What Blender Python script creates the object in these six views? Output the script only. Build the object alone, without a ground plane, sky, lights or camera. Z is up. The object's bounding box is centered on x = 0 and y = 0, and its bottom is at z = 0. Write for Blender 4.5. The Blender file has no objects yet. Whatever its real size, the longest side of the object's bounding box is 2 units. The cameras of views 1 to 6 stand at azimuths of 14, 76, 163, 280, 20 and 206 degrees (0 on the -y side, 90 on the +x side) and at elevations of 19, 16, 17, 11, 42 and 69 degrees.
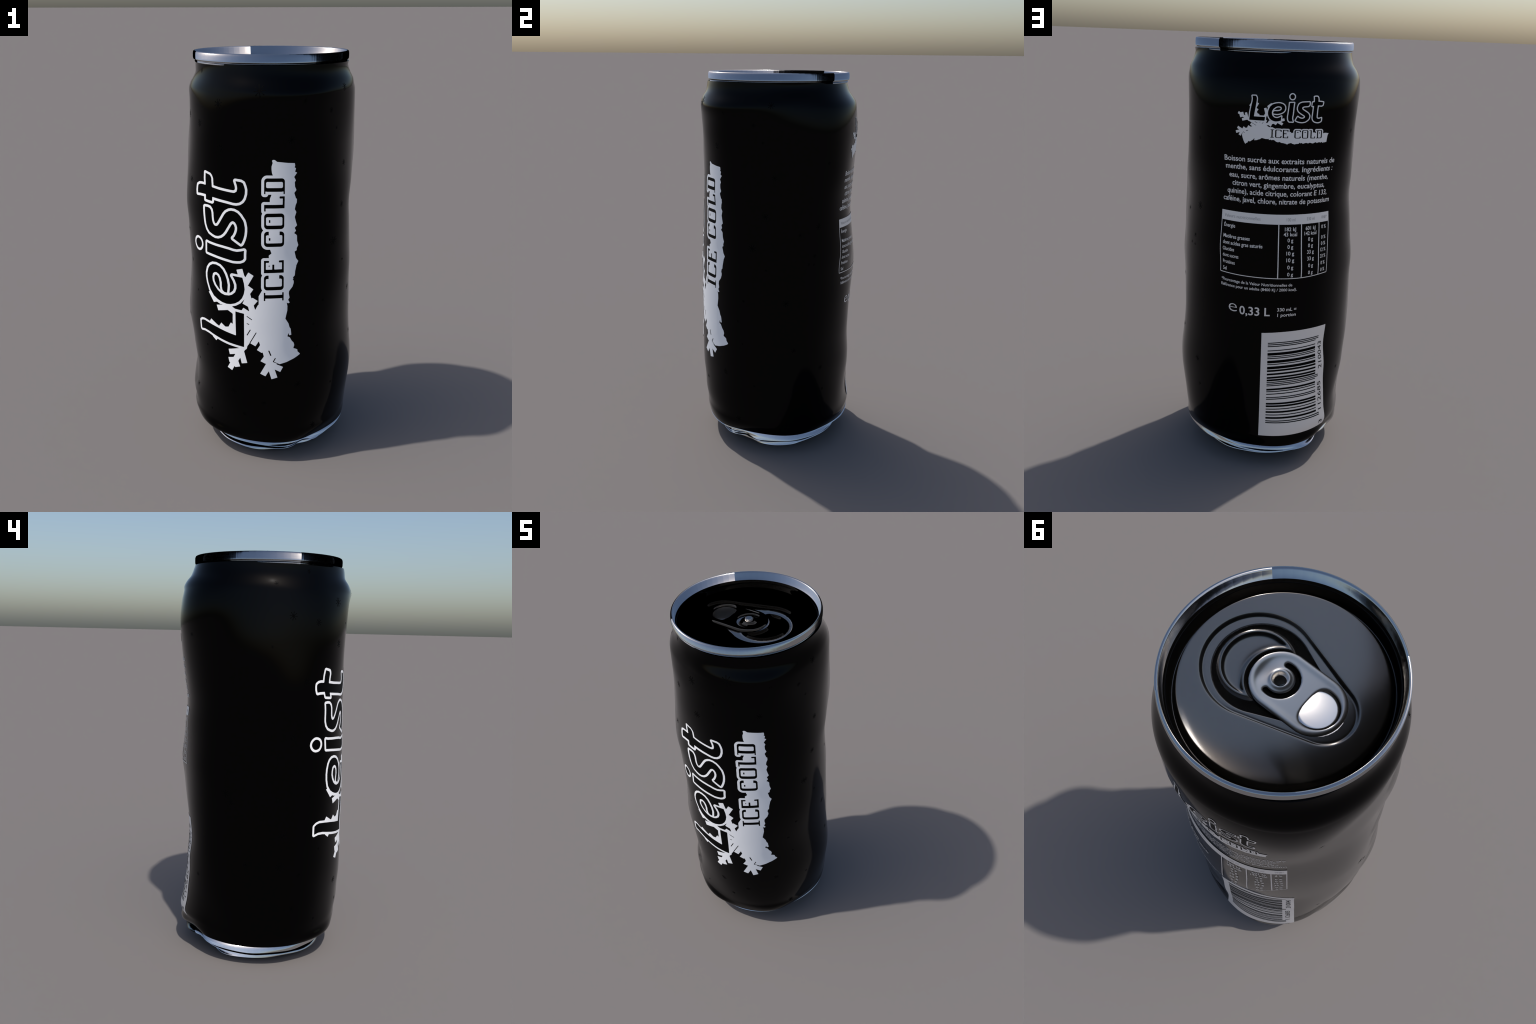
import bpy, bmesh, math, random
import numpy as np
from mathutils import Vector

random.seed(7)
RNG = np.random.default_rng(7)

# ------------------------------------------------------------------ scene roots
def new_object(name, mesh, parent=None, material=None):
    ob = bpy.data.objects.new(name, mesh)
    bpy.context.scene.collection.objects.link(ob)
    if parent is not None:
        ob.parent = parent
    if material is not None and mesh is not None:
        mesh.materials.append(material)
    return ob

can = bpy.data.objects.new("drink_can", None)
bpy.context.scene.collection.objects.link(can)
can["label"] = "tall dented black drink can with white vertical lettering"
can["category"] = "drink can"

AXIS = np.array([-0.006, -0.010])        # the can's axis
ARC = 0.405                              # nominal radius, used to lay the artwork out in metres

# ------------------------------------------------------------------ the dented wall
# cross-sections from neck to foot: height, round radius, then how far (mm) the wall is pushed
# out or in at twelve azimuths, 30 degrees apart, starting at the front (-y) and turning to +x
SECTIONS = [
    (1.955, 0.350, (22, 26, 17, 17, 3, -2, 8, 18, 10, 7, 3, 3)),
    (1.935, 0.354, (22, 24, 14, 10, 2, 0, 12, 20, 9, 4, -1, -2)),
    (1.905, 0.366, (15, 14, 5, 9, -1, -2, 11, 21, 5, -7, -12, -5)),
    (1.880, 0.383, (14, 11, -2, 5, -5, -3, 12, 24, 5, -12, -20, -13)),
    (1.855, 0.396, (11, 13, -4, -3, -5, 2, 15, 24, 5, -10, -21, -17)),
    (1.830, 0.402, (8, 18, -7, -4, -1, 4, 10, 20, 5, -10, -16, -20)),
    (1.780, 0.405, (0, -6, -18, -6, -4, 1, 19, 26, 4, -18, -17, -13)),
    (1.700, 0.405, (-6, -1, -23, -6, 1, 7, 18, 34, -2, -16, -16, -15)),
    (1.600, 0.405, (-11, -9, -23, -6, 7, -1, 20, 25, -9, -3, -12, -5)),
    (1.500, 0.405, (-13, -11, -16, -5, 4, -8, 15, 13, -12, 0, -4, -7)),
    (1.400, 0.405, (-10, -8, 0, -5, -16, -14, 6, -1, -12, -11, 7, -15)),
    (1.300, 0.405, (-10, -13, 9, -11, -22, -14, -4, -10, -17, -10, 14, -2)),
    (1.200, 0.405, (-7, -10, 13, -6, -18, -3, 4, -3, -7, -9, 7, -3)),
    (1.100, 0.405, (-3, -15, 13, -1, -9, 8, 15, -1, 1, -2, 3, 2)),
    (1.000, 0.405, (-1, -11, 19, 4, -16, 9, 28, 0, 12, -4, -2, 11)),
    (0.900, 0.405, (1, -8, 13, 4, -7, 10, 15, -3, 9, 5, -1, 6)),
    (0.800, 0.405, (3, -11, 3, 7, -5, 5, 2, -6, 9, 12, 5, 7)),
    (0.700, 0.405, (2, -14, -7, 9, -8, 3, -15, -12, 8, 18, 9, 1)),
    (0.600, 0.405, (5, -15, -3, 16, -13, 1, -16, -20, 9, 2, -1, -1)),
    (0.500, 0.405, (7, -7, 14, 25, -3, 8, -13, -9, 3, -7, -11, -5)),
    (0.420, 0.405, (6, -6, 13, 25, -6, 7, -8, -8, -2, -12, -20, -14)),
    (0.340, 0.405, (-1, 2, 9, 17, 1, -1, 2, -1, -14, -1, -16, -20)),
    (0.270, 0.405, (-4, 1, -2, 9, 5, -4, 10, 6, -24, 1, -3, -23)),
    (0.210, 0.405, (-13, -7, -7, 3, 7, 0, 23, 17, -20, -8, -9, -20)),
    (0.170, 0.402, (-12, 2, -3, 1, 16, 11, 26, 9, -14, -2, -2, -20)),
    (0.130, 0.396, (-12, 3, -11, 7, 7, 7, 32, 22, -9, -2, -5, -1)),
    (0.100, 0.377, (-3, 3, -2, 18, -3, 25, 40, 11, 6, 4, 2, -21)),
    (0.070, 0.352, (-21, -13, 2, 20, 10, 8, 32, 42, -2, 0, -6, -19)),
    (0.045, 0.328, (-7, 12, 14, 8, 8, 29, 47, 29, 8, 5, -13, -14)),
    (0.020, 0.307, (1, -6, -4, 6, 11, 9, -6, -12, -7, -1, -11, 0)),
    (0.000, 0.290, (-3, -22, -5, 8, -14, -22, -22, -22, 3, -7, -22, -22)),
]
CREASES = [          # azimuth, height, half-width (deg), half-height, depth inward, lift
    (46, 0.05, 10, 0.05, 0.022, 0.006),
    (216, 0.09, 12, 0.05, 0.042, 0.012),
]
PAINT_EDGE = 0.117   # the paint stops at this height
SOFTEN = 0.13

# outlines of the lettering and of the frost behind it, millimetres: x along the word, y up
LETTERS = [
    # L
    [(-281, 302), (-272, 289), (-268, 269), (-272, 230), (-279, 179), (-287, 132), (-296, 74), (-170, 74), (-176, 31), (-350, 32), (-346, 68), (-342, 111), (-335, 156), (-325, 207), (-318, 240), (-316, 274), (-322, 301), (-298, 302)],
    # e
    [(-83, 117), (-64, 114), (-42, 112), (-16, 116), (9, 125), (29, 138), (42, 155), (47, 176), (45, 197), (35, 214), (19, 225), (-6, 232), (-28, 233), (-56, 229), (-89, 218), (-115, 196), (-128, 171), (-137, 144), (-140, 120), (-138, 100), (-130, 76), (-117, 56), (-99, 41), (-77, 32), (-54, 28), (-26, 31), (4, 39), (8, 88), (-12, 76), (-34, 68), (-53, 68), (-73, 75), (-88, 91), (-95, 107), (-97, 130), (-92, 150), (-79, 170), (-59, 187), (-37, 197), (-18, 198), (1, 193), (8, 183), (10, 172), (3, 158), (-12, 149), (-35, 144), (-58, 145), (-74, 142), (-82, 132)],
    # i
    [(142, 242), (139, 227), (136, 186), (134, 145), (131, 109), (127, 86), (126, 67), (130, 48), (135, 31), (117, 32), (97, 32), (89, 38), (83, 51), (81, 66), (80, 86), (84, 118), (88, 157), (92, 197), (95, 240), (118, 241)],
    # dot
    [(146, 316), (145, 299), (137, 286), (123, 281), (108, 286), (99, 298), (98, 315), (106, 328), (120, 335), (135, 331)],
    # s
    [(313, 252), (314, 234), (312, 220), (304, 211), (292, 207), (274, 206), (254, 204), (241, 199), (233, 191), (232, 182), (236, 172), (247, 163), (264, 152), (293, 134), (305, 124), (314, 109), (317, 97), (316, 81), (309, 64), (297, 51), (280, 39), (276, 36), (265, 32), (244, 28), (226, 28), (208, 30), (189, 35), (170, 43), (165, 47), (188, 87), (197, 79), (211, 72), (226, 67), (240, 66), (254, 70), (264, 77), (269, 87), (265, 97), (256, 105), (238, 116), (214, 131), (201, 142), (191, 155), (185, 171), (184, 187), (188, 204), (196, 225), (210, 238), (231, 246), (248, 248), (282, 250)],
    # t
    [(472, 251), (469, 236), (466, 222), (460, 217), (452, 214), (437, 215), (409, 216), (404, 169), (400, 101), (400, 82), (407, 70), (421, 66), (435, 68), (455, 75), (454, 60), (453, 47), (448, 37), (434, 31), (419, 27), (400, 28), (380, 34), (367, 43), (358, 56), (354, 72), (354, 88), (358, 122), (361, 167), (364, 210), (345, 208), (346, 228), (348, 250), (370, 254), (370, 271), (370, 290), (368, 310), (381, 313), (396, 313), (405, 311), (412, 299), (414, 282), (413, 257), (444, 256)],
]
FROST = [
    [(18, 61), (40, 68), (47, 39), (18, 31), (6, 25), (32, 11), (17, -14), (-37, 15), (-34, 10), (-50, -13), (-73, 2), (-95, -4), (-92, -10), (-106, -34), (-130, -15), (-153, -22), (-161, 6), (-138, 12), (-125, 39), (-102, 28), (-41, 30), (4, 39)],
    [(-158, 178), (-151, 149), (-145, 106), (-149, 90), (-157, 76), (-160, 43), (-146, 34), (-161, 7), (-159, -27), (-210, -27), (-215, 31), (-176, 31), (-171, 74), (-184, 88), (-170, 114), (-185, 169)],
    [(-376, 115), (-360, 58), (-348, 32), (-347, 18), (-357, 19), (-364, 27), (-372, 32), (-431, 16), (-438, 44), (-408, 51), (-428, 62), (-456, 52), (-465, 78), (-460, 82), (-487, 96), (-476, 122), (-447, 106), (-446, 111), (-421, 117), (-413, 87), (-394, 77), (-403, 108)],
    [(-105, 231), (-149, 196), (-142, 176), (-151, 149), (-124, 171), (-94, 207)],
    [(-337, 217), (-353, 192), (-342, 183), (-343, 157), (-328, 181)],
    [(-258, 229), (-243, 219), (-264, 180), (-268, 169), (-246, 154), (-262, 131), (-258, 113), (-232, 99), (-238, 89), (-184, 88), (-171, 73), (-296, 74), (-287, 132), (-272, 230)],
    [(-208, 30), (-347, 31), (-354, 18), (-343, 16), (-324, 4), (-326, 2), (-340, -23), (-313, -39), (-333, -45), (-359, -30), (-374, -53), (-370, -57), (-393, -63), (-417, -47), (-431, -71), (-429, -75), (-483, -46), (-497, -71), (-470, -87), (-514, -100), (-507, -129), (-463, -115), (-479, -143), (-454, -157), (-435, -120), (-438, -139), (-431, -175), (-417, -214), (-405, -237), (-398, -247), (-393, -243), (-383, -233), (-373, -232), (-368, -225), (-362, -210), (-346, -215), (-332, -211), (-320, -200), (-302, -191), (-295, -178), (-276, -183), (-291, -187), (-289, -198), (-257, -194), (-248, -188), (-227, -182), (-209, -171), (-201, -166), (-158, -175), (-136, -175), (-118, -171), (-123, -179), (-119, -186), (-105, -178), (-94, -185), (-75, -181), (-62, -182), (-41, -199), (-24, -205), (-13, -205), (-5, -200), (-2, -204), (4, -201), (13, -210), (33, -212), (60, -218), (69, -214), (80, -227), (60, -217), (69, -213), (81, -228), (97, -216), (129, -208), (135, -218), (146, -218), (160, -225), (182, -218), (206, -217), (212, -213), (219, -203), (230, -212), (244, -206), (255, -217), (271, -212), (294, -206), (317, -213), (331, -205), (350, -208), (362, -213), (379, -213), (383, -208), (407, -200), (420, -210), (436, -203), (455, -202), (464, -207), (479, -199), (498, -213), (502, -203), (518, -207), (522, -200), (529, -203), (541, -201), (543, -171), (549, -120), (557, -110), (558, -101), (554, -97), (544, -100), (528, -95), (515, -95), (499, -97), (489, -101), (443, -105), (400, -95), (382, -88), (365, -88), (242, -92), (142, -91), (126, -97), (116, -84), (101, -85), (58, -97), (39, -58), (-55, -54), (-66, -47), (-83, -38), (-125, -38), (-126, -35), (-152, -22), (-152, -6), (-174, 31)],
]
SLITS = [
    (-270, -26, -324, 3, 2.2),
    (-257, 2, -285, 17, 2.4),
    (-225, 17, -228, 8, 2),
    (-188, 17, -203, -6, 2),
    (-365, -87, -388, -96, 3),
    (-406, -118, -422, -109, 2.6),
    (-423, -109, -437, -135, 1.6),
]
FLAKES = [     # azimuth, height (mm), radius (mm)
    (-77, 1577, 8), (-76, 1311, 7), (-75, 1857, 11), (-71, 864, 11), (-71, 1067, 11), (-68, 529, 19), (-67, 691, 17), (-63, 1717, 19),
    (-62, 1161, 14), (-58, 1006, 12), (-58, 309, 14), (-53, 1421, 14), (-53, 478, 11), (-49, 1919, 11), (-47, 872, 7), (-43, 1692, 16),
    (-37, 231, 7), (-37, 600, 6), (-23, 1789, 21), (-21, 1596, 18), (-13, 395, 17), (-6, 1695, 7), (-5, 276, 11), (6, 1854, 25),
    (9, 354, 12), (26, 1644, 16), (33, 442, 16), (34, 1810, 10), (45, 748, 8), (46, 190, 15), (49, 625, 6), (51, 869, 8), (57, 1757, 12),
    (58, 1156, 19), (60, 409, 7), (64, 1674, 8), (67, 1320, 14), (68, 1047, 7), (70, 1852, 16), (73, 1507, 14), (82, 871, 16),
    (88, 615, 13), (92, 1221, 11), (99, 1066, 8)]

ROW_R = np.array([s[1] for s in SECTIONS])
ROW_Z = np.array([s[0] for s in SECTIONS])
DENT = np.array([s[2] for s in SECTIONS]) / 1000.0          # rows x 12 azimuths

# local creases: azimuth, height, half-width (deg), half-height, depth inward, lift
def creases(az, z):
    r, dz = np.zeros_like(az), np.zeros_like(az)
    for a0, z0, wa, wz, depth, lift in CREASES:
        d = (az - a0 + 180.0) % 360.0 - 180.0
        g = np.exp(-(d / wa) ** 2 - ((z - z0) / wz) ** 2)
        r -= depth * g
        dz += lift * g
    return r, dz

def catmull(f):
    return (-.5 * f + f * f - .5 * f ** 3, 1 - 2.5 * f * f + 1.5 * f ** 3,
            .5 * f + 2 * f * f - 1.5 * f ** 3, -.5 * f * f + .5 * f ** 3)

def along_azimuth(az):
    """(rows, len(az)) dent depth at the given azimuths, periodic spline."""
    n = DENT.shape[1]
    t = (np.asarray(az) % 360.0) / 360.0 * n
    i = np.floor(t).astype(int)
    w = catmull(t - i)
    return sum(DENT[:, (i + k - 1) % n] * w[k] for k in range(4))

def along_rows(row):
    """spline weights over the rows at fractional row numbers."""
    n = len(ROW_Z)
    i = np.clip(np.floor(row).astype(int), 0, n - 2)
    w = catmull(row - i)
    m = np.zeros((len(row), n))
    for k in range(4):
        np.add.at(m, (np.arange(len(row)), np.clip(i + k - 1, 0, n - 1)), w[k])
    return m

FINE = np.linspace(0, len(ROW_Z) - 1, (len(ROW_Z) - 1) * 6 + 1)
FINE_Z = along_rows(FINE) @ ROW_Z

def wall(az, row):
    """Point on the dented wall for azimuth (deg) and fractional row, both 1D arrays."""
    az, row = np.asarray(az, float), np.asarray(row, float)
    m = along_rows(row)
    z = m @ ROW_Z
    r = m @ ROW_R + np.einsum("ij,ji->i", m, along_azimuth(az))
    cr, cz = creases(az, z)
    r, z = r + cr, z + cz
    a = np.radians(az)
    return np.stack([AXIS[0] + r * np.sin(a), AXIS[1] - r * np.cos(a), z], 1)

def wall_at(az, z, lift):
    """Point a little outside the wall at azimuth (deg) and height z."""
    az, z = np.asarray(az, float), np.asarray(z, float)
    row = np.interp(-z, -FINE_Z, FINE)
    p = wall(az, row)
    e = 0.02
    n = np.cross(wall(az + .3, row) - wall(az - .3, row), wall(az, row - e) - wall(az, row + e))
    n /= np.linalg.norm(n, axis=1)[:, None]
    return p + n * lift

# ------------------------------------------------------------------ mesh helpers
def grid_mesh(name, pts, closed_u=True, flip=False):
    """pts: rows x columns x 3; columns wrap round."""
    nr, nc = pts.shape[:2]
    r, c = np.meshgrid(np.arange(nr - 1), np.arange(nc if closed_u else nc - 1), indexing="ij")
    c2 = (c + 1) % nc
    f = np.stack([r * nc + c, (r + 1) * nc + c, (r + 1) * nc + c2, r * nc + c2], -1).reshape(-1, 4)
    if flip:
        f = f[:, ::-1]
    me = bpy.data.meshes.new(name)
    me.from_pydata(pts.reshape(-1, 3).tolist(), [], f.tolist())
    me.shade_smooth()
    return me

def lathe(name, profile, steps=180, flip=False):
    a = np.arange(steps) * math.tau / steps
    p = np.array(profile)
    r, z = p[:, 0][:, None], p[:, 1][:, None]
    pts = np.stack([AXIS[0] + r * np.sin(a), AXIS[1] - r * np.cos(a), z + 0 * a], -1)
    return grid_mesh(name, pts, flip=flip)

def smooth_profile(points, sub=6):
    p = np.array(points, float)
    n, out = len(p), []
    for i in range(n - 1):
        for k in range(sub):
            w = catmull(k / sub)
            out.append(sum(w[q] * p[min(max(i + q - 1, 0), n - 1)] for q in range(4)))
    out.append(p[-1])
    return np.array(out)

# ------------------------------------------------------------------ flat artwork as distance fields
def polygon(points):
    """Signed distance to a closed outline (negative inside)."""
    p = np.array(points, float)
    q = np.roll(p, -1, 0)
    def f(x, y):
        best = np.full(x.shape, 1e9)
        inside = np.zeros(x.shape, bool)
        for (ax, ay), (bx, by) in zip(p, q):
            ex, ey = bx - ax, by - ay
            wx, wy = x - ax, y - ay
            t = np.clip((wx * ex + wy * ey) / (ex * ex + ey * ey + 1e-12), 0, 1)
            best = np.minimum(best, (wx - ex * t) ** 2 + (wy - ey * t) ** 2)
            if ay != by:
                cross = (ay > y) != (by > y)
                inside ^= cross & (x < ex * (y - ay) / ey + ax)
        return np.where(inside, -1, 1) * np.sqrt(best)
    f.box = (*p.min(0), *p.max(0))
    return f

def rounded(points, sub=4):
    """A closed outline through the points, without corners."""
    p, n = np.array(points, float), len(points)
    return [tuple(sum(w * p[(i + q - 1) % n] for q, w in enumerate(catmull(k / sub)))) for i in range(n) for k in range(sub)]

def bar(ax, ay, bx, by, half):
    """A straight stroke with round ends."""
    def f(x, y):
        ex, ey = bx - ax, by - ay
        t = np.clip(((x - ax) * ex + (y - ay) * ey) / (ex * ex + ey * ey + 1e-12), 0, 1)
        return np.hypot(x - ax - ex * t, y - ay - ey * t) - half
    f.box = (min(ax, bx) - half, min(ay, by) - half, max(ax, bx) + half, max(ay, by) + half)
    return f

def block(x0, y0, x1, y1, r=0.0):
    """A rectangle with corners rounded by r."""
    cx, cy, hx, hy = (x0 + x1) / 2, (y0 + y1) / 2, abs(x1 - x0) / 2 - r, abs(y1 - y0) / 2 - r
    def f(x, y):
        dx, dy = np.abs(x - cx) - hx, np.abs(y - cy) - hy
        return np.hypot(np.maximum(dx, 0), np.maximum(dy, 0)) + np.minimum(np.maximum(dx, dy), 0) - r
    f.box = (min(x0, x1), min(y0, y1), max(x0, x1), max(y0, y1))
    return f

def union(*shapes):
    boxes = np.array([s.box for s in shapes])
    def f(x, y):
        d = np.full(x.shape, 1e9)
        for s in shapes:
            d = np.minimum(d, s(x, y))
        return d
    f.box = (*boxes[:, :2].min(0), *boxes[:, 2:].max(0))
    return f

def minus(a, b):
    def f(x, y):
        return np.maximum(a(x, y), -b(x, y))
    f.box = a.box
    return f

def grow(a, r):
    def f(x, y):
        return a(x, y) - r
    f.box = (a.box[0] - r, a.box[1] - r, a.box[2] + r, a.box[3] + r)
    return f

def fill(shape, cell):
    """Triangulate the inside of a distance field: returns 2D vertices and faces."""
    x0, y0, x1, y1 = shape.box
    xs = np.arange(x0 - 1.5 * cell, x1 + 2.5 * cell, cell)
    ys = np.arange(y0 - 1.5 * cell, y1 + 2.5 * cell, cell)
    X, Y = np.meshgrid(xs, ys, indexing="ij")
    D = np.concatenate([shape(X[k:k + 64], Y[k:k + 64]) for k in range(0, len(xs), 64)])
    ny = len(ys)
    inside = D < 0
    count = inside[:-1, :-1].astype(int) + inside[1:, :-1] + inside[1:, 1:] + inside[:-1, 1:]
    verts, index, faces = [], {}, []
    def corner(i, j):
        k = i * ny + j
        if k not in index:
            index[k] = len(verts)
            verts.append((xs[i], ys[j]))
        return index[k]
    def cut(i, j, k, l):
        key = (min(i * ny + j, k * ny + l), max(i * ny + j, k * ny + l))
        if key not in index:
            a, b = D[i, j], D[k, l]
            t = min(max(a / (a - b), 0.02), 0.98)
            index[key] = len(verts)
            verts.append((xs[i] + t * (xs[k] - xs[i]), ys[j] + t * (ys[l] - ys[j])))
        return index[key]
    for i, j in zip(*np.nonzero(count)):
        ring = ((i, j), (i + 1, j), (i + 1, j + 1), (i, j + 1))
        if count[i, j] == 4:
            faces.append([corner(*c) for c in ring])
            continue
        loop = []
        for k in range(4):
            a, b = ring[k], ring[(k + 1) % 4]
            if inside[a]:
                loop.append(corner(*a))
            if inside[a] != inside[b]:
                loop.append(cut(*a, *b))
        if len(loop) > 2:
            faces.append(loop)
    return np.array(verts), faces

def wrap(name, verts2, faces, place, lift, material, parent):
    """Lay flat artwork on the wall; place maps artwork x, y to azimuth, height."""
    az, z = place(verts2[:, 0], verts2[:, 1])
    me = bpy.data.meshes.new(name)
    me.from_pydata(wall_at(az, z, lift).tolist(), [], faces)
    # make the sheet face outward
    if len(me.polygons):
        p = me.polygons[len(me.polygons) // 2]
        if p.normal.x * (p.center.x - AXIS[0]) + p.normal.y * (p.center.y - AXIS[1]) < 0:
            me.flip_normals()
    me.shade_smooth()
    a, z = np.radians(az), np.asarray(z)
    own = np.array([v.vector for v in me.vertex_normals])
    out = np.stack([np.sin(a), -np.cos(a), 0 * a], 1)
    calm = 0.75 * np.clip(np.minimum(1.85 - z, z - 0.1) / 0.1, 0, 1)[:, None]
    me.normals_split_custom_set_from_vertices((own * (1 - calm) + out * calm).tolist())
    return new_object(name, me, parent, material)
# ------------------------------------------------------------------ materials
class Nodes:
    """Small helper to write shader maths as expressions."""
    def __init__(self, name, correct=True):
        self.mat = bpy.data.materials.new(name)
        self.mat.use_nodes = True
        self.t = self.mat.node_tree
        self.bsdf = self.t.nodes["Principled BSDF"]
    def node(self, kind, **inputs):
        n = self.t.nodes.new(kind)
        return n
    def link(self, a, b):
        self.t.links.new(a, b)
    def put(self, sock, v):
        if hasattr(v, "is_output"):
            self.link(v, sock)
        else:
            sock.default_value = v
    def math(self, op, *a):
        n = self.t.nodes.new("ShaderNodeMath")
        n.operation = op
        for s, v in zip(n.inputs, a):
            self.put(s, v)
        return n.outputs[0]
    def vec(self, op, *a):
        n = self.t.nodes.new("ShaderNodeVectorMath")
        n.operation = op
        for s, v in zip(n.inputs, a):
            self.put(s, v)
        return n.outputs["Value" if op in ("DOT_PRODUCT", "LENGTH") else "Vector"]
    def scale(self, v, k):
        n = self.t.nodes.new("ShaderNodeVectorMath")
        n.operation = "SCALE"
        self.put(n.inputs[0], v)
        self.put(n.inputs["Scale"], k)
        return n.outputs["Vector"]
    def set(self, **kw):
        for k, v in kw.items():
            self.put(self.bsdf.inputs[k.replace("_", " ")], v)

def paint():
    n = Nodes("glossy_black_paint")
    co = n.node("ShaderNodeTexCoord")
    noise = n.node("ShaderNodeTexNoise")
    noise.inputs["Scale"].default_value = 60.0
    n.link(co.outputs["Object"], noise.inputs["Vector"])
    ramp = n.node("ShaderNodeMapRange")
    n.link(noise.outputs["Fac"], ramp.inputs["Value"])
    ramp.inputs["To Min"].default_value, ramp.inputs["To Max"].default_value = 0.085, 0.10
    n.set(Base_Color=(0.0085, 0.0085, 0.0088, 1), Metallic=1.0, Roughness=ramp.outputs[0])
    return n.mat

def ink(name, colour, rough, metallic=1.0):
    """Print on bare metal: it keeps the metal's sheen but scatters it widely."""
    n = Nodes(name)
    n.set(Base_Color=(*colour, 1), Metallic=metallic, Roughness=rough)
    n.bsdf.inputs["Specular IOR Level"].default_value = 0.05
    return n.mat

def metal(name, colour, rough, lean=None, seam=None, around=0.47, rise=0.47, inner=(0.47, 0.47, 0.0, 0.0)):
    """Bright can metal; normals are tilted to set where reflections go bright or black, in a lean given
    either as one horizontal azimuth or running round the can and turning over at a seam."""
    n = Nodes(name)
    n.mat.cycles.use_bump_map_correction = False
    n.set(Base_Color=(*colour, 1), Metallic=1.0, Roughness=rough)
    geo = n.node("ShaderNodeNewGeometry")
    N = geo.outputs["Normal"]
    if lean is not None:
        az, k = lean
        a = math.radians(az)
        off = (k * math.sin(a), -k * math.cos(a), 0.0)
        N = n.vec("NORMALIZE", n.vec("ADD", N, off))
        n.link(N, n.bsdf.inputs["Normal"])
    elif seam is not None:
        rel = n.vec("SUBTRACT", geo.outputs["Position"], (AXIS[0], AXIS[1], 0.0))
        flat = n.vec("MULTIPLY", rel, (1, 1, 0))
        out = n.vec("NORMALIZE", flat)
        # the tangent, snapped in 72 steps so the drawn reflection breaks up
        sep = n.node("ShaderNodeSeparateXYZ")
        n.link(rel, sep.inputs[0])
        ang = n.math("ARCTAN2", sep.outputs[0], n.math("MULTIPLY", sep.outputs[1], -1.0))
        ang = n.math("ADD", n.math("SNAP", ang, math.tau / 72), math.tau / 144)
        com = n.node("ShaderNodeCombineXYZ")
        n.link(n.math("COSINE", ang), com.inputs[0])
        n.link(n.math("SINE", ang), com.inputs[1])
        tau = com.outputs[0]
        def half(seam_az):
            a = math.radians(seam_az + 90)
            return n.math("SIGN", n.vec("DOT_PRODUCT", out, (math.sin(a), -math.cos(a), 0.0)))
        outer = n.math("GREATER_THAN", n.vec("DOT_PRODUCT", N, out), -0.2)
        s = n.math("ADD", n.math("MULTIPLY", outer, half(seam[0])),
                   n.math("MULTIPLY", n.math("SUBTRACT", 1.0, outer), half(seam[1])))
        def pick(o, i):
            return n.math("ADD", i, n.math("MULTIPLY", outer, o - i))
        N2 = n.vec("ADD", n.vec("ADD", N, n.scale(tau, n.math("MULTIPLY", s, n.math("ADD", pick(around, inner[0]), n.math("MULTIPLY", s, pick(0.0, inner[2])))))),
                   n.scale((0, 0, 1), n.math("ADD", pick(rise, inner[1]), n.math("MULTIPLY", s, pick(0.0, inner[3])))))
        n.link(n.vec("NORMALIZE", N2), n.bsdf.inputs["Normal"])
    return n.mat

PAINT = paint()
WHITE = ink("white_ink", (0.93, 0.915, 0.91), 0.6)  # back print: tinted warm and made metallic to match its neutral grey shade
CHALK = ink("solid_white_ink", (0.94, 0.94, 0.95), 0.6, 0.0)
FADED = ink("worn_grey_ink", (0.42, 0.42, 0.43), 0.6)
DARK = ink("matt_black_ink", (0.004, 0.004, 0.0042), 0.6)
FLAKE = ink("matt_dark_flake_ink", (0.004, 0.004, 0.0042), 0.6)
RIM_METAL = metal("rim_aluminium", (0.46, 0.465, 0.48), 0.12, seam=(-57, 210), inner=(0.60, 0.65, 0.10, 0.15))  # grey lowered to match the dim blue sky reflection on the band
BASE_METAL = metal("base_aluminium", (0.62, 0.625, 0.64), 0.14, seam=(-150, 210), around=0.42, rise=1.05)  # colour toned down, normals raised, to get the foot's blue sky reflection
LID_METAL = metal("lid_aluminium", (0.20, 0.188, 0.175), 0.24, lean=(228, 1.0))  # dark grey, slightly warm, matched to how dark the lid looks in the views
FLOOR_METAL = metal("recess_aluminium", (0.34, 0.325, 0.31), 0.24, lean=(55, 0.95))  # dulled and warmed for the greyish reflection around the mouth
TAB_METAL = metal("tab_aluminium", (0.44, 0.43, 0.42), 0.3, lean=(240, 0.98))  # mid grey matched to the tab's brightness in the views
WELL_METAL = metal("finger_pad_aluminium", (0.62, 0.62, 0.62), 0.2, lean=(255, 0.60))  # lean aimed to throw a white sun highlight in the ring

# ------------------------------------------------------------------ painted body and bare base
STEPS = 240
az = np.arange(STEPS) * 360.0 / STEPS
def wall_grid(rows):
    return np.stack([wall(az, np.full(STEPS, r)) for r in rows])

edge_row = float(np.interp(-PAINT_EDGE, -FINE_Z, FINE))
rows = np.append(FINE[FINE < edge_row - .05], edge_row)
g = wall_grid(rows)
def tuck(r, z):                                  # the neck's top edge turns in under the rim
    return np.stack([AXIS[0] + r * np.sin(np.radians(az)), AXIS[1] - r * np.cos(np.radians(az)), z + 0 * az], 1)
g = np.concatenate([[tuck(0.340, 1.945), tuck(0.349, 1.946)], [g[0] * np.array([1, 1, 0]) * 0.5 + tuck(0.355, 1.9495) * np.array([.5, .5, 1])], g])
me = grid_mesh("body", g)
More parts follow.
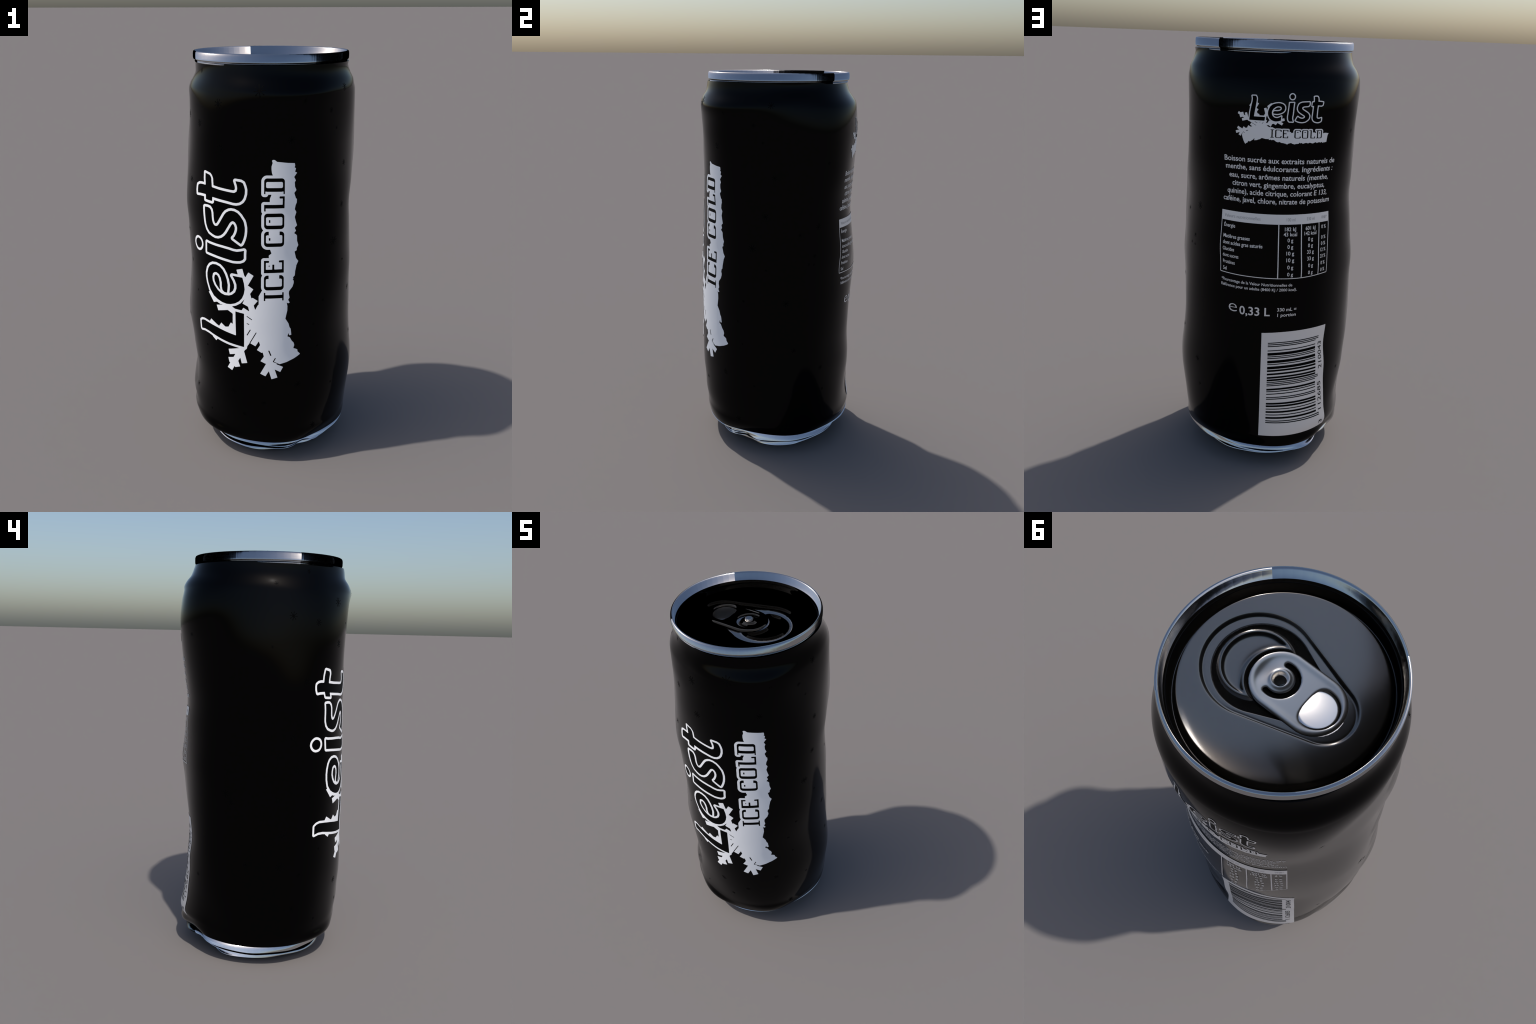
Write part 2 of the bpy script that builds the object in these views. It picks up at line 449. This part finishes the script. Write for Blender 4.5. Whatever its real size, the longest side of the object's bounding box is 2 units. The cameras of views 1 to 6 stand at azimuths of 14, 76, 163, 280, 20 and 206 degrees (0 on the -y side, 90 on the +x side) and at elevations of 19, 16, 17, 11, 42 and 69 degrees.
# the sheet shades softer than its dents: normals of the wall averaged along its height
soft = np.array([v.vector for v in me.vertex_normals]).reshape(g.shape)
zz = g[:, :, 2].mean(1)
reach = np.where(zz > 1.82, 0.027, np.where(zz < 0.2, 0.012, SOFTEN))
reach = np.convolve(np.pad(reach, 3, mode="edge"), np.ones(7) / 7, "valid")
w = np.exp(-((zz[:, None] - zz[None]) / reach[:, None]) ** 2) * np.clip(np.gradient(-zz), 1e-4, None)[None]
w[:3, :], w[:, :3] = 0, 0
w[:3, :3] = np.eye(3)
soft = np.einsum("ij,jkl->ikl", w / w.sum(1, keepdims=True), soft)
calm = 0.5 * np.clip(np.minimum(1.75 - zz, zz - 0.2) / 0.15, 0, 1)[:, None, None]
a = np.radians(az)
soft = soft * (1 - calm) + calm * np.stack([np.sin(a), -np.cos(a), 0 * a], 1)[None]
me.normals_split_custom_set_from_vertices((soft / np.linalg.norm(soft, axis=2, keepdims=True)).reshape(-1, 3).tolist())
body = new_object("body", me, can, PAINT)

# bare metal below the paint: it tucks under, has a groove, then the foot ring and the inner dome
rows = np.insert(FINE[FINE > edge_row + .05], 0, edge_row)
g = wall_grid(rows)
zc = g[:, :, 2].mean(1)
pinch = 0.012 * np.exp(-((zc - 0.048) / 0.007) ** 2)       # the groove above the foot
rad = np.stack([np.sin(np.radians(az)), -np.cos(np.radians(az)), 0 * az], 1)
g -= pinch[:, None, None] * rad[None]
g[0] -= rad * 0.001
low = np.clip((0.10 - zc) / 0.03, 0, 1)[:, None]
a = np.radians(az)[None]
crumple = (np.sin(7 * a + 40 * zc[:, None]) * np.sin(3 * a + 1.1) + 0.7 * np.sin(11 * a - 55 * zc[:, None] + 2.0) * np.sin(2 * a + .4)) * 0.0024
g -= ((crumple - 0.002) * low)[:, :, None] * rad[None]
g[:, :, 2] += 0.008 * (0.5 + 0.5 * np.cos(a - math.radians(290))) * np.clip((0.10 - zc) / 0.08, 0, 1)[:, None]      # it stands a little askew
foot = g[-1]
centre = np.array([AXIS[0], AXIS[1], 0.0])
dome = [centre + (foot - centre) * np.array([k, k, 1]) + np.array([0, 0, h])
        for k, h in ((.97, .002), (.93, .010), (.88, .03), (.75, .06), (.55, .085), (.3, .1), (.05, .105))]
g = np.concatenate([g, np.array(dome)])
base = new_object("base", grid_mesh("base", g), can, BASE_METAL)

# ------------------------------------------------------------------ rim: seam, curl and countersink
rim_profile = smooth_profile([
    (0.346, 1.9465), (0.3545, 1.9485), (0.3572, 1.9525), (0.3555, 1.9565), (0.3580, 1.9600), (0.3625, 1.9625), (0.3646, 1.9670), (0.3650, 1.976), (0.3648, 1.988),
    (0.3632, 1.996), (0.3595, 1.9995), (0.3555, 1.9993), (0.3530, 1.996), (0.3518, 1.988), (0.3500, 1.975), (0.3480, 1.965),
    (0.3460, 1.958)], 4)
rim = new_object("rim", lathe("rim", rim_profile, 180, flip=True), can, RIM_METAL)
sink_profile = smooth_profile([(0.3460, 1.958), (0.3445, 1.952), (0.3405, 1.942), (0.3375, 1.925), (0.3345, 1.912), (0.3285, 1.9065), (0.3225, 1.910), (0.3180, 1.920),
    (0.3150, 1.930), (0.3110, 1.9345), (0.305, 1.9352)], 4)
new_object("countersink", lathe("countersink", sink_profile, 180, flip=True), can, LID_METAL)

# ------------------------------------------------------------------ lid, pressed teardrop, mouth panel
RIVET = np.array([0.005, -0.013])
TURN = math.radians(164.65)                     # direction from the mouth to the finger end
ALONG = np.array([math.cos(TURN), math.sin(TURN)])
ACROSS = np.array([-math.sin(TURN), math.cos(TURN)])

def capsule(x0, r0, x1, r1):
    """Outline of a tapering round-ended shape lying along x."""
    def f(x, y):
        d = np.full(np.shape(x), 1e9)
        for t in np.linspace(0, 1, 50):
            d = np.minimum(d, np.hypot(x - (x0 + t * (x1 - x0)), y) - (r0 + t * (r1 - r0)))
        return d
    f.box = (min(x0 - r0, x1 - r1), -max(r0, r1), max(x0 + r0, x1 + r1), max(r0, r1))
    return f

teardrop = capsule(-0.080, 0.176, 0.165, 0.104)
mouth_floor = capsule(-0.069, 0.150, 0.030, 0.109)
def tear_shape(x, y):
    a = np.hypot((x + 0.087) / 0.97, y) - 0.122
    b = np.hypot(x, y) - 0.094
    k = 0.012                                  # rounded corners where the two arcs meet
    h = np.maximum(k - np.abs(a + b), 0) / k
    return np.maximum(a, -b) + h * h * k * 0.25

def step(d, w):
    t = np.clip(d / w + .5, 0, 1)
    return t * t * (3 - 2 * t)

def lid_height(x, y):
    t, fl, d = teardrop(x, y), mouth_floor(x, y), tear_shape(x, y)
    h = -0.011 * (1 - step(t + 0.006, 0.013))
    h -= 0.0015 * np.exp(-((t + .006) / 0.006) ** 2)
    h -= 0.006 * (1 - step(fl + 0.002, 0.006)) * (1 - step(x - 0.085, 0.02))
    h += 0.0125 * np.exp(-((d + 0.011) / 0.009) ** 2)
    h += 0.002 * (1 - step(d + 0.012, 0.008))
    # finger well under the ring end of the tab
    # the finger pad, domed to put a sun glint on its nose side
    pad = np.hypot(x - 0.147, y + 0.003)
    h += 0.0035 * (1 - step(pad - 0.062, 0.012)) + 0.006 * np.clip(1 - (pad / 0.066) ** 2, 0, 1)
    return h

nr, na = 200, 420
R = np.linspace(0.3055, 0.0008, nr)[:, None]
A = np.arange(na) * math.tau / na
px, py = AXIS[0] + R * np.sin(A), AXIS[1] - R * np.cos(A)
PRESS = RIVET + np.array([0.005, -0.006])        # centre of the pressed relief
lx = (px - PRESS[0]) * ALONG[0] + (py - PRESS[1]) * ALONG[1]
ly = (px - PRESS[0]) * ACROSS[0] + (py - PRESS[1]) * ACROSS[1]
pts = np.stack([px, py, 1.9352 + lid_height(lx, ly)], -1)
lid_all = grid_mesh("lid_all", pts, flip=True)
cent = np.array([p.center for p in lid_all.polygons])
nor = np.array([v.vector for v in lid_all.vertex_normals])
cx_ = (cent[:, :2] - PRESS) @ ALONG
cy_ = (cent[:, :2] - PRESS) @ ACROSS
in_tear = tear_shape(cx_, cy_) < -0.001
in_floor = (mouth_floor(cx_, cy_) < -0.002) & ~in_tear & (cx_ < 0.085)

def region(name, mask, material, parent):
    faces = [list(p.vertices) for p, m in zip(lid_all.polygons, mask) if m]
    used = sorted({v for f in faces for v in f})
    new = {v: i for i, v in enumerate(used)}
    me = bpy.data.meshes.new(name)
    me.from_pydata([tuple(lid_all.vertices[v].co) for v in used], [], [[new[v] for v in f] for f in faces])
    me.shade_smooth()
    me.normals_split_custom_set_from_vertices([tuple(nor[v]) for v in used])
    return new_object(name, me, parent, material)

in_well = (np.hypot(cx_ - 0.147, cy_ + 0.003) < 0.080) & ~in_floor
lid = region("lid", ~in_tear & ~in_floor & ~in_well, LID_METAL, can)
region("finger_pad", in_well, WELL_METAL, lid)
region("mouth_recess", in_floor, FLOOR_METAL, lid)
region("tear_panel", in_tear, LID_METAL, lid)

# ------------------------------------------------------------------ pull tab
def smax(a, b, k):
    h = np.maximum(k - np.abs(a - b), 0) / k
    return np.maximum(a, b) + h * h * k * .25

def tab_shape(x, y):
    nose = np.hypot(np.minimum(x - 0.006, 0), y) - 0.098
    tail = np.hypot(np.maximum(x - 0.130, 0) * 1.03, y) - 0.098
    d = np.maximum(nose, tail)
    hole = smax(np.hypot(x - 0.143, y + 0.003) - 0.066, 0.106 - x, 0.03)
    ang = np.arctan2(y, x)
    rr = np.hypot(x, y)
    spread = math.radians(104)
    ex, ey = 0.0525 * math.cos(spread), 0.0525 * math.sin(spread)
    slot = np.where(np.abs(ang) < spread, np.abs(rr - 0.0525),
                    np.minimum(np.hypot(x - ex, y - ey), np.hypot(x - ex, y + ey))) - 0.0085
    return np.maximum(np.maximum(d, -hole), -slot)
tab_shape.box = (-0.1, -0.1, 0.235, 0.1)

v2, f2 = fill(tab_shape, 0.0026)
x, y = v2[:, 0], v2[:, 1]
depth = np.clip(-tab_shape(x, y), 0, None)
curl = np.sqrt(np.clip(1 - (1 - np.clip(depth / 0.007, 0, 1)) ** 2, 0, 1))
outer = np.maximum(np.hypot(np.minimum(x - 0.006, 0), y) - 0.098, np.hypot(np.maximum(x - 0.130, 0) * 1.03, y) - 0.098)
rr = np.hypot(x, y)
web = 0.0035 * np.exp(-((outer + 0.012) / 0.010) ** 2)                       # rolled edge
web -= 0.007 * np.exp(-(((x + 0.055) / 0.026) ** 2 + ((y - 0.0) / 0.05) ** 2))  # nose dimple
web -= 0.001 * (1 - step(rr - 0.036, 0.014))                                   # pressed island at the rivet
web += 0.007 * np.exp(-((rr - 0.027) / 0.007) ** 2)
top = 1.9285 + (0.005 + web) * curl
low = 1.9285 - 0.003 * curl
wx = RIVET[0] + 0.0035 + x * ALONG[0] + y * ACROSS[0]
wy = RIVET[1] - 0.0075 + x * ALONG[1] + y * ACROSS[1]
n0 = len(v2)
me = bpy.data.meshes.new("pull_tab")
me.from_pydata(np.concatenate([np.stack([wx, wy, top], 1), np.stack([wx, wy, low], 1)]).tolist(), [],
               f2 + [[i + n0 for i in reversed(f)] for f in f2])
bm = bmesh.new()
bm.from_mesh(me)
bmesh.ops.remove_doubles(bm, verts=bm.verts, dist=0.0004)
bmesh.ops.recalc_face_normals(bm, faces=bm.faces)
bm.to_mesh(me)
bm.free()
me.shade_smooth()
tab = new_object("pull_tab", me, lid, TAB_METAL)

a = np.arange(40) * math.tau / 40
prof = np.array([(0.023, 1.918), (0.021, 1.930), (0.0185, 1.939), (0.017, 1.9425), (0.013, 1.9435), (0.0005, 1.9437)])
pts = np.stack([RIVET[0] + prof[:, :1] * np.sin(a), RIVET[1] - prof[:, :1] * np.cos(a), prof[:, 1:] + 0 * a], -1)
rivet = new_object("rivet", grid_mesh("rivet", pts, flip=True), lid, FLOOR_METAL)

# ------------------------------------------------------------------ logo artwork (millimetres, x along the lettering, y up)
logo_letters = union(*[polygon(rounded(p) if len(p) == 10 else p) for p in LETTERS])      # the dot has ten points
frost_shapes = union(*[polygon(p) for p in FROST])

def word_mark(thin=0.0):
    """The slab lettering of the lower line: stems 17-18 wide, bars 9 high, cap height 94."""
    t, b, st, br = -62.0, -156.0, 17.0 - thin, 9.0 - thin * .4
    def ring(x0, x1, r=16):
        return minus(block(x0, b, x1, t, r), block(x0 + st, b + br, x1 - st, t - br, 6))
    def hooks(x1, w):
        return [block(x1 - w, t - 24, x1, t, 4), block(x1 - w, b, x1, b + 24, 4)]
    def c_glyph(x0, x1):
        body_ = minus(ring(x0, x1), block(x1 - st - 1, b + 22, x1 + 5, t - 22))
        return union(body_)
    parts = [block(-94, b, -94 + st, t), block(-106, t - 7, -65, t), block(-106, b, -65, b + 7)]
    parts += [c_glyph(-53.5, 19.3)]
    parts += [block(31, b, 31 + st, t), block(31, t - br, 91, t), block(31, b, 91, b + br), block(44, -110.5, 72, -101)] + hooks(91, 10)
    parts += [c_glyph(157.5, 230)]
    parts += [ring(241, 314)]
    parts += [block(338, b, 338 + st, t), block(324, t - 7, 350, t), block(338, b, 394, b + br), block(384, b, 394, b + 24, 3)]
    parts += [minus(block(415, b, 475, t, 14), block(415 + st, b + br, 475 - st + 1, t - br, 6)),
              block(404, t - 6, 430, t), block(404, b, 430, b + 6)]
    return union(*parts)

slits = union(*[bar(*s, w) for *s, w in SLITS])
def logo(name, place, scale_cell, thin, lift, keyline, white_ink):
    words = word_mark(thin)
    white = minus(union(grow(logo_letters, keyline), frost_shapes, grow(words, 13.0)), slits)
    white = minus(minus(white, logo_letters), words)
    v, f = fill(white, scale_cell)
    wrap(name, v, f, place, lift, white_ink, can)
    v, f = fill(logo_letters, 4.0)
    wrap("letter_fill", v, f, place, lift, DARK, can)
    v, f = fill(words, scale_cell)
    wrap("letter_fill", v, f, place, lift, DARK, can)

def front(x, y):
    return np.degrees(-y / 1000 / ARC), 1.0 + x / 1000
BACK_SCALE = 0.372
def back(x, y):
    return 150.2 + np.degrees((x + 349) * BACK_SCALE / 1000 / ARC), 1.6626 + y * BACK_SCALE / 1000

logo("front_logo", front, 2.0, 0.0, 0.0012, 11.5, CHALK)
logo("back_logo", back, 3.2, 3.0, 0.0012, 12.0, WHITE)

# ------------------------------------------------------------------ small print on the back
def upright(x, y):
    return x, y                                   # artwork already given as azimuth, height

def text_2d(body_text, bold):
    cu = bpy.data.curves.new("text", "FONT")
    cu.body = body_text
    cu.size = 1.0
    cu.offset = bold
    cu.resolution_u = 3
    ob = bpy.data.objects.new("text", cu)
    bpy.context.scene.collection.objects.link(ob)
    dg = bpy.context.evaluated_depsgraph_get()
    me = ob.evaluated_get(dg).to_mesh()
    v = np.array([tuple(p.co)[:2] for p in me.vertices]).reshape(-1, 2)
    f = [list(p.vertices) for p in me.polygons]
    ob.evaluated_get(dg).to_mesh_clear()
    bpy.data.objects.remove(ob)
    bpy.data.curves.remove(cu)
    return v, f

def text_lines(name, lines, material, bold=0.012, lift=0.0012, turned=False):
    """lines: (text, azimuth from, azimuth to, baseline height, cap height); fitted to that width.
    turned: reads upward; then the numbers are height from, height to, baseline azimuth, cap width (deg)."""
    vs, fs, n = [], [], 0
    for words, a, b, base_, cap in lines:
        v, f = text_2d(words, bold)
        x0, x1 = v[:, 0].min(), v[:, 0].max()
        u = a + (v[:, 0] - x0) / (x1 - x0) * (b - a)
        w = base_ + v[:, 1] / 0.729 * cap * (-1 if turned else 1)
        v = np.stack([w, u] if turned else [u, w], 1)
        vs.append(v)
        fs += [[i + n for i in q] for q in f]
        n += len(v)
    ob = wrap(name, np.concatenate(vs), fs, upright, lift, material, can)
    ob["kind"] = "stuff"
    return ob

cap = 0.0245
text_lines("ingredient_text", [
    ("Boisson sucrée aux extraits naturels de", 133.8, 205.4, 1.4935, cap),
    ("menthe, sans édulcorants. Ingrédients :", 134.4, 204.7, 1.4585, cap),
    ("eau, sucre, arômes naturels (menthe,", 136.5, 202.0, 1.4205, cap),
    ("citron vert, gingembre, eucalyptus,", 138.6, 199.9, 1.3845, cap),
    ("quinine), acide citrique, colorant E 133,", 134.8, 202.9, 1.3485, cap),
    ("caféine, javel, chlore, nitrate de potassium", 131.7, 205.9, 1.3125, cap)], WHITE, 0.012)

DEG = math.degrees(1 / ARC)                      # degrees of azimuth per metre of arc
def plates(name, shapes, material, lift):
    """Rectangles given as azimuth/height spans, in metres of arc inside."""
    vs, fs, n = [], [], 0
    for a0, z0, a1, z1 in shapes:
        nu = max(1, int((a1 - a0) / 1.2)); nv = max(1, int((z1 - z0) / 0.008))
        gx, gy = np.meshgrid(np.linspace(a0, a1, nu + 1), np.linspace(z0, z1, nv + 1), indexing="ij")
        vs.append(np.stack([gx.ravel(), gy.ravel()], 1))
        for i in range(nu):
            for j in range(nv):
                k = n + i * (nv + 1) + j
                fs.append([k, k + nv + 1, k + nv + 2, k + 1])
        n += (nu + 1) * (nv + 1)
    return wrap(name, np.concatenate(vs), fs, upright, lift, material, can)

line = 0.0035
wl = line * DEG
plates("table_header", [(130.9, 1.222, 206.1, 1.266)], WHITE, 0.0012)
plates("table_line", [(130.9, 0.978, 130.9 + wl, 1.2215), (206.1 - wl, 0.978, 206.1, 1.2215), (131.4, 0.9765, 205.6, 0.9765 + line),
                      (169.8, 0.9805, 169.8 + wl * 1.2, 1.2215), (184.4, 0.9805, 184.4 + wl * 1.2, 1.2215), (197.4, 0.9805, 197.4 + wl * 1.2, 1.2215)], WHITE, 0.0012)
text_lines("table_heading", [("Valeurs nutritionnelles", 133.2, 158.5, 1.2365, 0.0155), ("100 ml", 175.0, 180.6, 1.2365, 0.0155),
                             ("330 ml", 188.4, 194.2, 1.2365, 0.0155), ("VNR*", 199.6, 204.4, 1.2365, 0.0155)], FADED, -0.014, 0.0018)
small = 0.0175
rows_ = [1.1925, 1.1435, 1.1142, 1.0848, 1.0545, 1.0225, 0.990]
ends = [141.8, 152.2, 160.4, 142.0, 145.2, 142.6, 136.4]
names = ["Énergie", "Matières grasses", "dont acides gras saturés", "Glucides", "dont sucres", "Protéines", "Sel"]
table = [(w, 133.3, e, z, small) for w, e, z in zip(names, ends, rows_)]
def column(mid, entries):
    for words, z, half_ in entries:
        table.append((words, mid - half_, mid + half_, z, small))
column(177.5, [("182 kJ", 1.193, 3.6), ("43 kcal", 1.1698, 4.3)] + [(w, z, h) for w, z, h in zip(("0 g", "0 g", "10 g", "10 g", "0 g", "0 g"), rows_[1:], (1.8, 1.8, 2.4, 2.4, 1.8, 1.8))])
column(191.2, [("601 kJ", 1.1938, 3.6), ("142 kcal", 1.1703, 4.4)] + [(w, z, h) for w, z, h in zip(("0 g", "0 g", "33 g", "33 g", "0 g", "0 g"), rows_[1:], (1.8, 1.8, 2.5, 2.5, 1.8, 1.8))])
column(201.6, [(w, z, h) for w, z, h in zip(("0 %", "0 %", "0 %", "12 %", "33 %", "0 %", "0 %"), rows_, (1.9, 1.9, 1.9, 2.3, 2.4, 1.9, 1.9))])
text_lines("nutrition_text", table, WHITE, 0.012)
text_lines("footnote_text", [("*Pourcentage de la Valeur Nutritionnelles de", 132.5, 179.4, 0.9395, 0.0145),
                             ("Référence pour un adulte (8400 KJ / 2000 kcal).", 132.6, 182.6, 0.9155, 0.0145)], WHITE, 0.01)
text_lines("estimated_sign", [("e", 138.8, 144.8, 0.797, 0.064)], WHITE, -0.012)
text_lines("volume_text", [("0,33 L", 146.5, 166.3, 0.790, 0.043),
                           ("330 mL =", 170.9, 183.7, 0.8135, 0.0175), ("1 portion", 171.2, 183.7, 0.7855, 0.0175)], WHITE, 0.015)

# ------------------------------------------------------------------ bar code, read upward
plates("barcode_panel", [(161.4, 0.176, 210.6, 0.7025)], WHITE, 0.0012)
LEFT = ["0001101", "0011001", "0010011", "0111101", "0100011", "0110001", "0101111", "0111011", "0110111", "0001011"]
PARITY = ["AAAAAA", "AABABB", "AABBAB", "AABBBA", "ABAABB", "ABBAAB", "ABBBAA", "ABABAB", "ABABBA", "ABBABA"]
def ean(code):
    right = lambda d: "".join("10"[int(c)] for c in LEFT[d])
    out = "101"
    for d, p in zip(code[1:7], PARITY[code[0]]):
        out += LEFT[d] if p == "A" else right(d)[::-1]
    out += "01010"
    for d in code[7:]:
        out += right(d)
    return out + "101"
bits = ean([3, 1, 1, 2, 6, 8, 5, 2, 1, 0, 0, 4, 3])
module = (0.6515 - 0.2395) / 95
i = 0
while i < 95:
    j = i
    while j < 95 and bits[j] == "1":
        j += 1
    if j > i:
        guard = i < 3 or i >= 92 or 45 <= i < 50
        plates("barcode_bar", [(165.8, 0.2395 + i * module, 205.2 if guard else 202.7, 0.2395 + j * module)], DARK, 0.0018)
    i = max(j, i + 1)
text_lines("barcode_digits", [("3", 0.193, 0.2125, 207.6, 3.3), ("112685", 0.264, 0.410, 207.8, 3.3), ("210043", 0.479, 0.618, 208.3, 3.3)], DARK, 0.0, 0.0018, turned=True)

# ------------------------------------------------------------------ faint snowflakes strewn over the paint
more = [(random.uniform(102, 128), random.uniform(250, 1850), random.uniform(7, 17)) for _ in range(6)]
more += [(random.uniform(218, 280), random.uniform(250, 1850), random.uniform(7, 17)) for _ in range(5)]
for a0, z0, size in FLAKES + [m for m in more if not (m[0] > 210 and m[1] < 0)]:
    arms = 8
    turn = random.uniform(0, math.pi)
    pieces = []
    for k in range(arms):
        t = turn + k * math.tau / arms
        c, s = math.cos(t), math.sin(t)
        pieces.append(bar(0, 0, .58 * size * c, .58 * size * s, .075 * size))
        pieces.append(bar(.78 * size * c, .78 * size * s, size * c, size * s, .085 * size))
    v, f = fill(union(*pieces), max(size * 0.07, .6))
    wrap("snowflake", v, f, lambda x, y: (a0 + np.degrees(x / 1000 / ARC), z0 / 1000 + y / 1000), 0.0006, FLAKE, can)

bpy.data.meshes.remove(lid_all)
